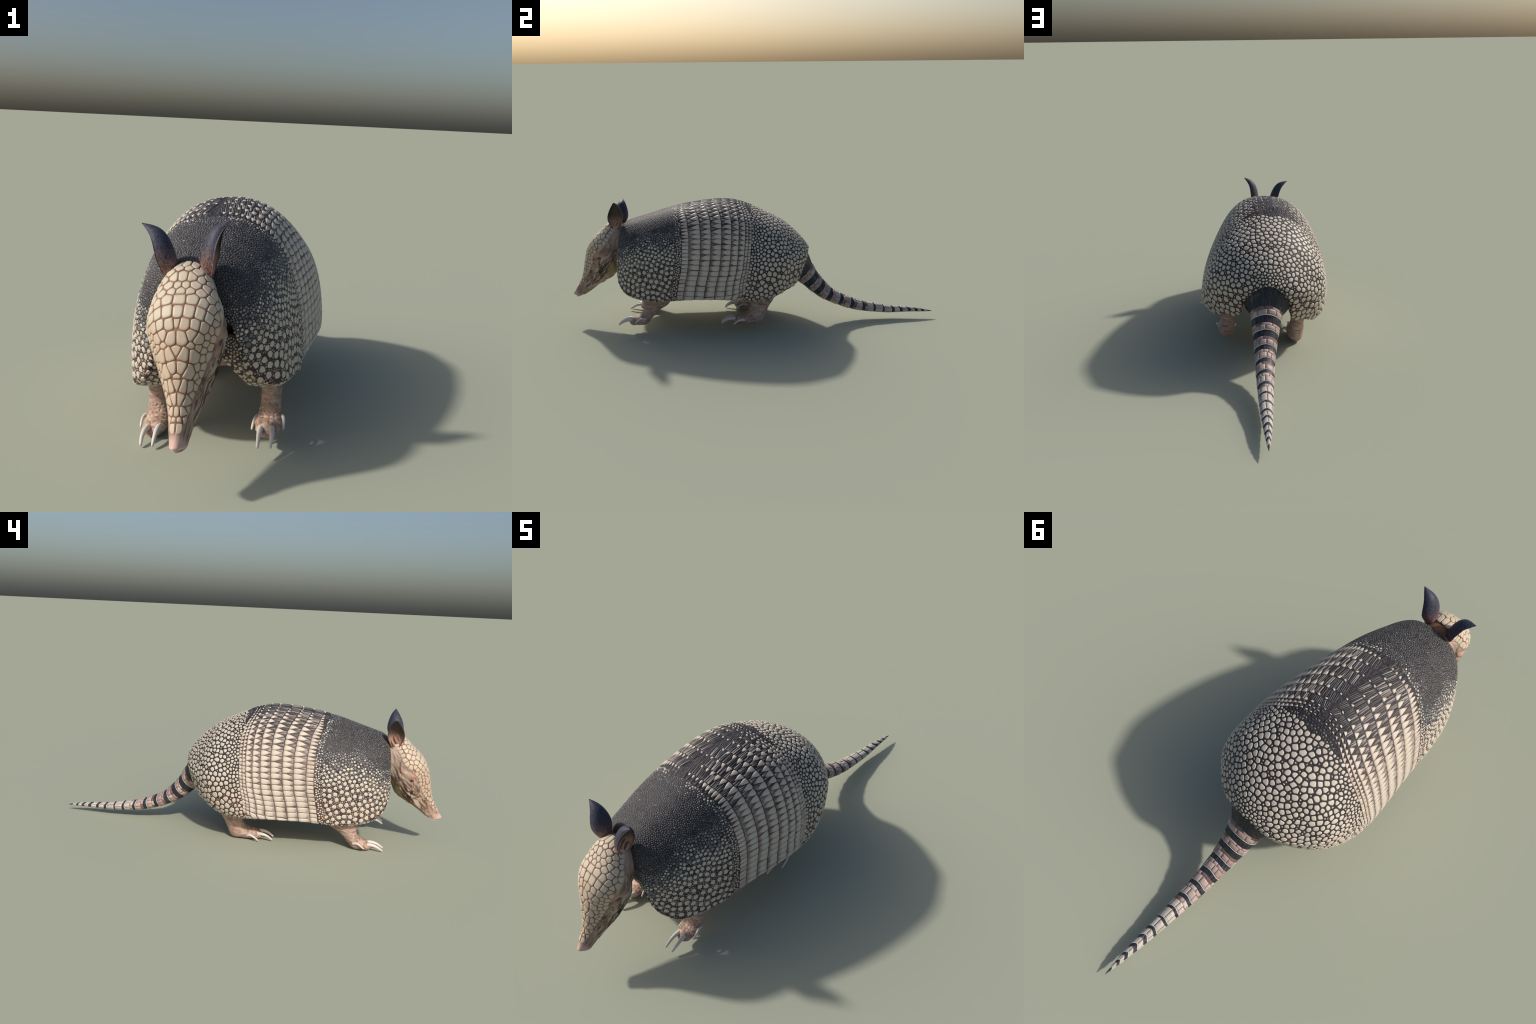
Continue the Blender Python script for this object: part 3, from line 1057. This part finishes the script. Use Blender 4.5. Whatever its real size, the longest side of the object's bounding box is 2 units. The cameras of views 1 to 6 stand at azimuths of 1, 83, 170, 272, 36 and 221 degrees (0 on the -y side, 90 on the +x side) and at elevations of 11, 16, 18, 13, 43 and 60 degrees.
for side in (1, -1):
    mir = np.array([side, 1, 1])
    ax = np.stack([unit(np.array([0.06 * side, 0.90, 0.38])), unit(np.array([0.25 * side, -0.38, 0.90])), np.array([0, 0, 0.0])])
    ax[2] = np.cross(ax[0], ax[1])
    blob("eye", EYE * mir + np.array([-0.0030 * side, 0, 0]), ax, (0.0125, 0.0065, 0.0085), MAT["eye"], head_ob)
    pts = []
    for k in range(25):
        w = 2 * math.pi * k / 24
        pts.append(EYE * mir + ax[0] * math.cos(w) * 0.0165 + ax[1] * math.sin(w) * 0.0078 + np.array([0.0005 * side - 0.004 * side * abs(math.cos(w)) ** 2, 0, 0]))
    V, F = tube(pts, [0.0032 + 0.0012 * math.sin(2 * math.pi * k / 24 + math.pi) for k in range(25)], 8)
    add("eyelid", new_mesh("eyelid", V, F, [MAT["lid"]]), head_ob)
    blob("nostril", ctr + out * 0.0065 + np.array([0.0095 * side, 0.0, 0.004]), np.eye(3), (0.0032, 0.003, 0.0042), MAT["nostril"], head_ob, 10)

blob("neck", np.array([0.0, -0.672, 0.400]), np.eye(3), (0.112, 0.050, 0.108), MAT["neck"], root, 28)

# scales of the cap: the large ones stand in a fixed pattern, smaller ones fill the margins
# each is (place along the head, angle from the midline in q, radius)
hs = Seeds()


def head_seed(u, q, r):
    p = head(u, q)[0]
    if q == 0: p[0] = 0
    e = 2e-3
    n = np.cross(head(u + e, q)[0] - head(u - e, q)[0], head(u, q + e)[0] - head(u, max(q - e, 0))[0]) if q > 0 else np.cross(head(u + e, 0)[0] - head(u - e, 0)[0], np.array([1.0, 0, 0]))
    n = unit(n)
    if n @ np.array([p[0], -0.5, 0.6]) < 0: n = -n
    if q == 0: n[0] = 0
    hs.put(p, n, r, 1 if u > 0.50 + rng.normal(0, 0.05) else 0)


CAP_ROWS = [  # u, then (x from the midline, radius) of the scales in the row
    (0.200, [(0.000, 0.012), (0.024, 0.012), (0.047, 0.010)]),
    (0.245, [(0.013, 0.011), (0.038, 0.013), (0.064, 0.012)]),
    (0.290, [(0.000, 0.012), (0.026, 0.013), (0.052, 0.014), (0.077, 0.012)]),
    (0.335, [(0.012, 0.010), (0.037, 0.015), (0.068, 0.014), (0.090, 0.011)]),
    (0.378, [(0.000, 0.012), (0.025, 0.012), (0.055, 0.015), (0.083, 0.012)]),
    (0.425, [(0.000, 0.016), (0.033, 0.016), (0.064, 0.014), (0.088, 0.011)]),
    (0.478, [(0.000, 0.015), (0.029, 0.016), (0.058, 0.014), (0.080, 0.010)]),
    (0.532, [(0.000, 0.008), (0.021, 0.014), (0.048, 0.014), (0.070, 0.011)]),
    (0.592, [(0.013, 0.014), (0.037, 0.013), (0.058, 0.011)]),
    (0.660, [(0.000, 0.010), (0.021, 0.014), (0.043, 0.012)]),
    (0.735, [(0.011, 0.013), (0.033, 0.012)]),
    (0.800, [(0.000, 0.010), (0.018, 0.012), (0.033, 0.009)]),
    (0.858, [(0.009, 0.010), (0.025, 0.009)]),
    (0.908, [(0.000, 0.008), (0.015, 0.008)]),
    (0.945, [(0.007, 0.006), (0.018, 0.005)]),
]
for u, row in CAP_ROWS:
    qq = np.linspace(0, 1, 120); P = head(np.full(120, u), qq)
    L = np.r_[0, np.cumsum(np.linalg.norm(np.diff(P, axis=0), axis=1))]
    for x, r in row:
        du = rng.normal(0, 0.004) if x == 0 else rng.normal(0, 0.009)
        q = 0.0 if x == 0 else float(np.interp(x * (1 + rng.normal(0, 0.02)), L, qq))
        if q < cap_edge(u + du) - 0.02:
            head_seed(u + du, q, r * 1.2)
cap_mask = lambda P, u, q: (q < cap_edge(u) - 0.015) & (u > 0.17) & (u < 0.965)
scatter(hs, HG, HN, HUG, HQG, lambda P, u, q: np.interp(u, [0.2, 0.5, 0.95], [0.0090, 0.0085, 0.0055]), cap_mask, lambda p, u, q: 1 if u > 0.45 + rng.normal(0, 0.05) else 0, 4000, 1.06)
lay(hs, lambda r: 0.0021, lambda r: 0.0011 + r * 0.045, head_ob, "small_head_scales", "head_scale", [MAT["head"], MAT["snout"]], 300, along=AX, stretch=1.3, reach=1.9, soft=0.15)

# ------------------------------------------------------------------ ears: cupped leaves that open outward
EAR_C = [(0.052, -0.735, 0.512), (0.054, -0.735, 0.545), (0.060, -0.733, 0.580), (0.069, -0.730, 0.612), (0.083, -0.727, 0.643), (0.103, -0.726, 0.663), (0.123, -0.727, 0.677)]
ear_mid = curve3(EAR_C, 26)
EAR_HALF = [0.010, 0.026, 0.0395, 0.0385, 0.028, 0.0150, 0.0005]     # half width front to rear
EAR_DEEP = [0.015, 0.0245, 0.0285, 0.0265, 0.021, 0.011, 0.001]     # how far the cup bulges toward the midline
ear_half = spline_matrix(7, np.linspace(0, 1, 26)) @ np.array(EAR_HALF)
ear_deep = spline_matrix(7, np.linspace(0, 1, 26)) @ np.array(EAR_DEEP)
lift_x = spline_matrix(7, np.linspace(0, 1, 26)) @ np.array([0.003, 0.010, 0.013, 0.011, 0.008, 0.004, 0.0])
NE = 25
for side in (1, -1):
    V = []
    T = unit(np.gradient(ear_mid, axis=0))
    for i in range(26):
        yv = np.array([0, 1.0, 0.0]); yv = unit(yv - (yv @ T[i]) * T[i])
        xv = np.cross(yv, T[i]); xv = xv if xv[0] > 0 else -xv
        for j in range(NE):
            w = math.pi * 1.06 * (j / (NE - 1) - 0.5)
            V.append(ear_mid[i] + xv * lift_x[i] + yv * math.sin(w) * max(ear_half[i], 0.001) - xv * math.cos(w) * max(ear_deep[i], 0.001) * 1.35)
    V = np.array(V)
    inner = V.reshape(26, NE, 3)
    nrm = normals(inner)
    if (nrm[12, NE // 2]) @ np.array([1, 0, 0]) < 0:
        nrm = -nrm
    belly_w = np.clip(np.cos(np.linspace(-0.53, 0.53, NE) * math.pi), 0, 1)[None, :, None]
    th = (0.0024 + 0.017 * belly_w ** 1.5 * 0.95) * smooth(1.04, 0.62, np.linspace(0, 1, 26))[:, None, None] + 0.0006
    inn = inner + nrm * th
    outr = inner
    VV = np.concatenate([outr.reshape(-1, 3), inn.reshape(-1, 3)])
    n0 = 26 * NE
    Fo = grid_faces(26, NE)
    p0, p1, p2 = (VV[Fo[300][k]] for k in range(3))
    if np.cross(p1 - p0, p2 - p0) @ nrm[300 // (NE - 1), NE // 2] > 0:
        Fo = [f[::-1] for f in Fo]
    Fi = [tuple(k + n0 for k in f[::-1]) for f in Fo]
    rim = []
    border = [(i, 0) for i in range(26)] + [(25, j) for j in range(1, NE)] + [(i, NE - 1) for i in range(24, -1, -1)]
    ids = [i * NE + j for i, j in border]
    for a, b in zip(ids[:-1], ids[1:]):
        rim.append((a, b, b + n0, a + n0))
    FF = Fo + Fi + rim
    mi = [0] * len(Fo) + [1] * len(Fi) + [0] * len(rim)
    if side < 0:
        VV = VV * np.array([-1, 1, 1]); FF = [f[::-1] for f in FF]
    ear_ob = add("ear", new_mesh("ear", VV, FF, [MAT["ear_out"], MAT["ear_in"]], mi), head_ob)
    # folds of cartilage at the bottom of the cup
    for pts, rr in (([(0.052, -0.742, 0.545), (0.055, -0.733, 0.565), (0.055, -0.722, 0.582)], 0.006),
                    ([(0.050, -0.752, 0.560), (0.052, -0.745, 0.580), (0.054, -0.738, 0.598)], 0.005),
                    ([(0.057, -0.730, 0.532), (0.061, -0.722, 0.548), (0.058, -0.712, 0.562)], 0.006)):
        c = curve3(np.array(pts) * np.array([side, 1, 1]), 8)
        V, F = tube(c, np.array([0.5, 0.9, 1, 1, 1, 0.9, 0.7, 0.4]) * rr, 8)
        add("ear_fold", new_mesh("ear_fold", V, F, [MAT["ear_in"]]), ear_ob)

# ------------------------------------------------------------------ legs: sections between a front and a back line
FORE = [((-.600, .230), (-.420, .220), .140, .215), ((-.591, .152), (-.445, .143), .145, .208), ((-.586, .125), (-.490, .110), .145, .206),
        ((-.588, .105), (-.522, .082), .144, .205), ((-.598, .085), (-.553, .046), .138, .207), ((-.615, .074), (-.575, .024), .130, .209),
        ((-.632, .068), (-.612, .022), .134, .208), ((-.646, .060), (-.645, .022), .140, .205), ((-.656, .050), (-.661, .032), .150, .195)]
HIND = [((-.030, .220), (.140, .210), .125, .215), ((-.013, .150), (.110, .147), .137, .203), ((-.013, .125), (.091, .120), .138, .203),
        ((-.015, .102), (.075, .088), .134, .207), ((-.032, .082), (.058, .050), .130, .211), ((-.055, .074), (.040, .022), .131, .212),
        ((-.076, .069), (-.004, .017), .132, .210), ((-.095, .063), (-.060, .017), .134, .208), ((-.106, .053), (-.098, .018), .142, .200),
        ((-.112, .046), (-.112, .030), .152, .190)]
CLAWS = {"forelimb": [([(.184, -.632, .049), (.188, -.662, .054), (.191, -.692, .047), (.189, -.720, .029)], .0105, .0045),
                      ([(.153, -.632, .049), (.153, -.662, .054), (.153, -.692, .047), (.153, -.722, .029)], .0105, .0045),
                      ([(.203, -.572, .058), (.212, -.590, .064), (.217, -.607, .059), (.217, -.628, .042)], .0070, .0035),
                      ([(.142, -.572, .058), (.133, -.590, .062), (.127, -.607, .056), (.123, -.626, .039)], .0070, .0035)],
         "hindlimb": [([(.190, -.088, .050), (.194, -.116, .052), (.194, -.145, .044), (.192, -.170, .026)], .0100, .0040),
                      ([(.150, -.088, .050), (.149, -.116, .052), (.149, -.145, .044), (.150, -.170, .026)], .0100, .0040),
                      ([(.202, -.042, .043), (.212, -.062, .047), (.218, -.082, .041), (.219, -.103, .026)], .0075, .0035),
                      ([(.138, -.042, .043), (.128, -.062, .047), (.122, -.082, .041), (.121, -.103, .026)], .0075, .0035)]}
for kind, sec in (("forelimb", FORE), ("hindlimb", HIND)):
    K = len(sec); NSEC, NR = 46, 32
    A = np.array([[*s[0], *s[1], s[2], s[3]] for s in sec])
    A = spline_matrix(K, np.linspace(0, 1, NSEC)) @ A
    rings = []
    for r in A:
        F_, B_ = np.array([0, r[0], r[1]]), np.array([0, r[2], r[3]])
        mid, half = (F_ + B_) / 2, (F_ - B_) / 2
        cx, hx = (r[4] + r[5]) / 2, (r[5] - r[4]) / 2
        ring = []
        for j in range(NR):
            w = 2 * math.pi * j / NR
            cs, sn = math.cos(w), math.sin(w)
            p = 2.35
            ex = math.copysign(abs(sn) ** (2 / p), sn); ef = math.copysign(abs(cs) ** (2 / p), cs)
            # toes and wrist are narrower on the sole and at the back
            tap = 1 - 0.22 * max(0, -ef)
            ring.append(mid + half * ef + np.array([cx + hx * ex * tap, 0, 0]))
        rings.append(ring)
    rings = np.array(rings)
    RN = normals(np.concatenate([rings, rings[:, :1]], 1))
    if (RN[10, 8]) @ np.array([1, 0, 0]) < 0:
        RN = -RN
    closed = np.concatenate([rings, rings[:, :1]], 1)
    LU = np.repeat(np.linspace(0, 1, NSEC)[:, None], NR + 1, 1)
    LV = np.repeat(np.linspace(0, 1, NR + 1)[None], NSEC, 0)
    # wrinkles that run across the leg
    for i in range(NSEC):
        for j in range(NR):
            p = rings[i, j]
            rings[i, j] = p + RN[i, j] * 0.0016 * mnoise.noise(Vector((p[0] * 60, p[1] * 60, p[2] * 140)))
    last = rings[-1]; lc = last.mean(0)
    V = np.concatenate([rings.reshape(-1, 3), lc + (last - lc) * 0.6 + np.array([0, -0.004, 0]), (lc + np.array([0, -0.005, 0]))[None]])
    F = grid_faces(NSEC + 1, NR, wrap=True) + [(NSEC * NR + i, NSEC * NR + (i + 1) % NR, (NSEC + 1) * NR) for i in range(NR)]
    f = F[5 * NR + 8]
    if np.cross(V[f[1]] - V[f[0]], V[f[2]] - V[f[0]]) @ RN[5, 8] < 0:
        F = [g[::-1] for g in F]
    # small horny scales over the top of the wrist and foot
    ls = Seeds()
    def foot_mask(P, u, v, k=kind):
        front = np.abs(((v + 0.5) % 1) - 0.5) < (0.20 if k == "forelimb" else 0.17)
        return front & (u > 0.40) & (u < 0.965)
    scatter(ls, closed, RN, LU, LV, lambda P, u, v: np.interp(u, [0.35, 0.6, 0.95], [0.0044, 0.0056, 0.0078]), foot_mask, 0, 5000, 0.95)
    cl = cells(ls, lambda r: 0.0016, 1.4, (1, 0, 0), 1.1)
    for side in (1, -1):
        V1, F1 = (V, F) if side > 0 else mirror_piece(V, F)
        limb = add(kind, new_mesh(kind, V1, F1, [MAT["leg"]]), root)
        pile = Pile()
        for i, c in enumerate(cl):
            if c is None: continue
            n = np.array(ls.N[i])
            Vp, Fp = pebble(np.array(ls.P[i]), n, c, 0.0009, SMALL_RINGS, 0.001)
            Fp = orient(Vp, Fp, n)
            if side < 0: Vp, Fp = mirror_piece(Vp, Fp)
            pile.add(Vp, Fp)
        pile.build("foot_scales", [MAT["foot"]], limb)
        for pts, r0, r1 in CLAWS[kind]:
            path = curve3(np.array(pts) * np.array([side, 1, 1]), 16)
            u = np.linspace(0, 1, 16)
            Vc, Fc = tube(path, r0 + (r1 - r0) * u ** 1.3, 12, squash=0.92)
            add("claw", new_mesh("claw", Vc, Fc, [MAT["claw"]]), limb)

# ------------------------------------------------------------------ tail: a tapering whip with rings of horny plates
TAIL = np.array([(.200, .315, .085, .070), (.262, .283, .078, .070), (.3125, .230, .066, .055), (.360, .180, .0555, .047), (.416, .133, .0475, .0385), (.480, .100, .0415, .033),
                 (.5415, .076, .0380, .031), (.6085, .057, .0335, .027), (.6715, .047, .0305, .025), (.7235, .0395, .0275, .0225), (.776, .0335, .0240, .019),
                 (.861, .0300, .0180, .0135), (.940, .0235, .0095, .0085), (1.004, .0165, .0012, .0012)])
KT = len(TAIL)


def tail(u, w, lift=0.0):
    """u along the tail 0..1 (knots evenly spaced), w angle from the top, running to the right side"""
    u = np.atleast_1d(np.asarray(u, float)); w = np.atleast_1d(np.asarray(w, float))
    u, w = np.broadcast_arrays(u, w); shp = u.shape
    u, w = u.ravel(), w.ravel()
    lift = np.broadcast_to(np.asarray(lift, float), shp).ravel()
    u = np.clip(u, 0, 1)
    C = spline_matrix(KT, u) @ TAIL
    D = (spline_matrix(KT, np.clip(u + 2e-3, 0, 1)) - spline_matrix(KT, np.clip(u - 2e-3, 0, 1))) @ TAIL[:, :2]
    D = unit(D)
    nrm = np.stack([np.zeros(len(u)), -D[:, 1], D[:, 0]], 1)
    P = np.stack([np.zeros(len(u)), C[:, 0], C[:, 1]], 1)
    P = P + nrm * ((np.maximum(C[:, 3], 0.0005) + lift) * np.cos(w))[:, None]
    P[:, 0] += (np.maximum(C[:, 2], 0.0005) + lift) * np.sin(w)
    return P.reshape(*shp, 3)


def chevron(w):
    """rings lean toward the body along the top"""
    return -0.012 * np.cos(w) ** 3 * (np.cos(w) > 0)


NTU, NTW = 120, 36
UU, WW = np.meshgrid(np.linspace(0, 1, NTU), np.linspace(0, 2 * math.pi, NTW, endpoint=False), indexing="ij")
V = tail(UU, WW).reshape(-1, 3)
# flared root that plugs the arch of the shell, folded into soft pleats
F = grid_faces(NTU, NTW, wrap=True)
f = F[20 * NTW]
if np.cross(V[f[1]] - V[f[0]], V[f[2]] - V[f[0]])[2] < 0:
    F = [g[::-1] for g in F]
tail_ob = add("tail", new_mesh("tail", V, F, [MAT["tail"]]), root)

NR, NC = 40, 54
V = []
for i in range(NR):
    k = i / (NR - 1)
    for j in range(NC):
        w = 2 * math.pi * j / NC
        pl = 1 + 0.03 * math.sin(w * 9) * (1 - k) * k * 4
        rim = np.array([0.104 * math.sin(w), 0.268 + 0.030 * math.cos(w), 0.302 + 0.090 * math.cos(w)])
        end = np.array([0.0725 * math.sin(w), 0.287 + 0.044 * math.cos(w), 0.257 + 0.047 * math.cos(w)])
        c = lerp(np.array([0, 0.268, 0.302]), np.array([0, 0.287, 0.257]), k)
        V.append(c + (lerp(rim, end, k ** 0.85) - c) * pl)
V = np.array(V)
F = grid_faces(NR, NC, wrap=True)
f = F[10 * NC]
if np.cross(V[f[1]] - V[f[0]], V[f[2]] - V[f[0]])[2] < 0:
    F = [g[::-1] for g in F]
add("tail_root", new_mesh("tail_root", V, F, [MAT["tail"]]), tail_ob)

RING_END = [2, 3, 4, 5, 6, 7, 8, 9, 10, 10.55, 11.05, 11.55, 12.05, 12.6]            # white rear rims, in knots along the tail
RING_START = [1.50, 2.48, 3.40, 4.32, 5.27, 6.25, 7.20, 8.17, 9.16, 10.18, 10.72, 11.25, 11.75, 12.25]
def ring_patch(u0, u1, w0, w1, nu, nw, h, sink=0.001):
    S, Wv = np.meshgrid(bevel_steps(nu), bevel_steps(nw), indexing="ij")
    border = (S == 0) | (S == 1) | (Wv == 0) | (Wv == 1)
    w = w0 + (w1 - w0) * Wv
    lift = np.where(border, -sink, h * (0.7 + 0.3 * S))
    V = tail(u0 + (u1 - u0) * S + chevron(w), w, lift).reshape(-1, 3)
    F = grid_faces(nu, nw)
    f = F[len(F) // 2]
    n = np.cross(V[f[1]] - V[f[0]], V[f[2]] - V[f[0]])
    c = V.mean(0); wm = (w0 + w1) / 2
    if n @ np.array([math.sin(wm), 0.3 * math.cos(wm), math.cos(wm)]) < 0:
        F = [g[::-1] for g in F]
    return V, F


for k, (ks, ke) in enumerate(zip(RING_START, RING_END)):
    u0, u1 = ks / (KT - 1), ke / (KT - 1)
    nplate = 10 if k < 4 else (8 if k < 8 else 6)
    h = 0.0022 if k < 6 else 0.0014
    off = 0.0
    # brownish sleeve that shows in the cracks between the plates
    S, Wv = np.meshgrid(np.linspace(0, 1, 6), np.linspace(0, 2 * math.pi, 40, endpoint=False), indexing="ij")
    V = tail(u0 - 0.004 + (u1 - u0) * S + chevron(Wv), Wv, np.array([-0.001, .0007, .0007, .0007, .0007, -0.001])[:, None] * np.ones((1, 40))).reshape(-1, 3)
    F = grid_faces(6, 40, wrap=True)
    f = F[40]
    if np.cross(V[f[1]] - V[f[0]], V[f[2]] - V[f[0]])[2] < 0:
        F = [g[::-1] for g in F]
    add("tail_ring_skin", new_mesh("tail_ring_skin", V, F, [MAT["tailskin"]]), tail_ob)
    # a short front row and a long rear row of plates, staggered
    for row, (ra, rb, rot) in enumerate(((0.0, 0.36, 0.5), (0.30, 1.0, 0.0)) if k < 7 else ((0.0, 1.0, 0.0),)):
        for j in range(nplate):
            jit = 0.16 * math.sin(j * 2.4 + k * 1.7); jit1 = 0.16 * math.sin((j + 1) * 2.4 + k * 1.7) if j + 1 < nplate else 0.16 * math.sin(k * 1.7)
            w0 = 2 * math.pi * (j + rot + 0.025 + jit) / nplate; w1 = 2 * math.pi * (j + rot + 0.975 + jit1) / nplate
            if row == 0 and k < 7 and rng.random() < 0.35:
                continue
            ua = u0 + (u1 - u0) * (ra + rng.uniform(0.0, 0.08)); ub = u0 + (u1 - u0) * rb - (0.003 if row else 0.001)
            V, F = ring_patch(ua, ub, w0, w1, 6, 7, h * (0.75 if row == 0 and k < 7 else 1.0))
            o = V.mean(0)
            add("tail_plate", new_mesh("tail_plate", V - o, F, [MAT["tailplate"]]), tail_ob, o)
    S, Wv = np.meshgrid(np.linspace(0, 1, 5), np.linspace(0, 2 * math.pi, 40, endpoint=False), indexing="ij")
    prof = np.array([-0.001, h * 1.05, h * 1.2, h * 0.9, -0.001])[:, None] * np.ones((1, 40))
    V = tail(u1 - 0.0042 + 0.0048 * S + chevron(Wv), Wv, prof).reshape(-1, 3)
    F = grid_faces(5, 40, wrap=True)
    f = F[40]
    if np.cross(V[f[1]] - V[f[0]], V[f[2]] - V[f[0]])[2] < 0:
        F = [g[::-1] for g in F]
    add("tail_rim", new_mesh("tail_rim", V, F, [MAT["tailrim"]]), tail_ob)
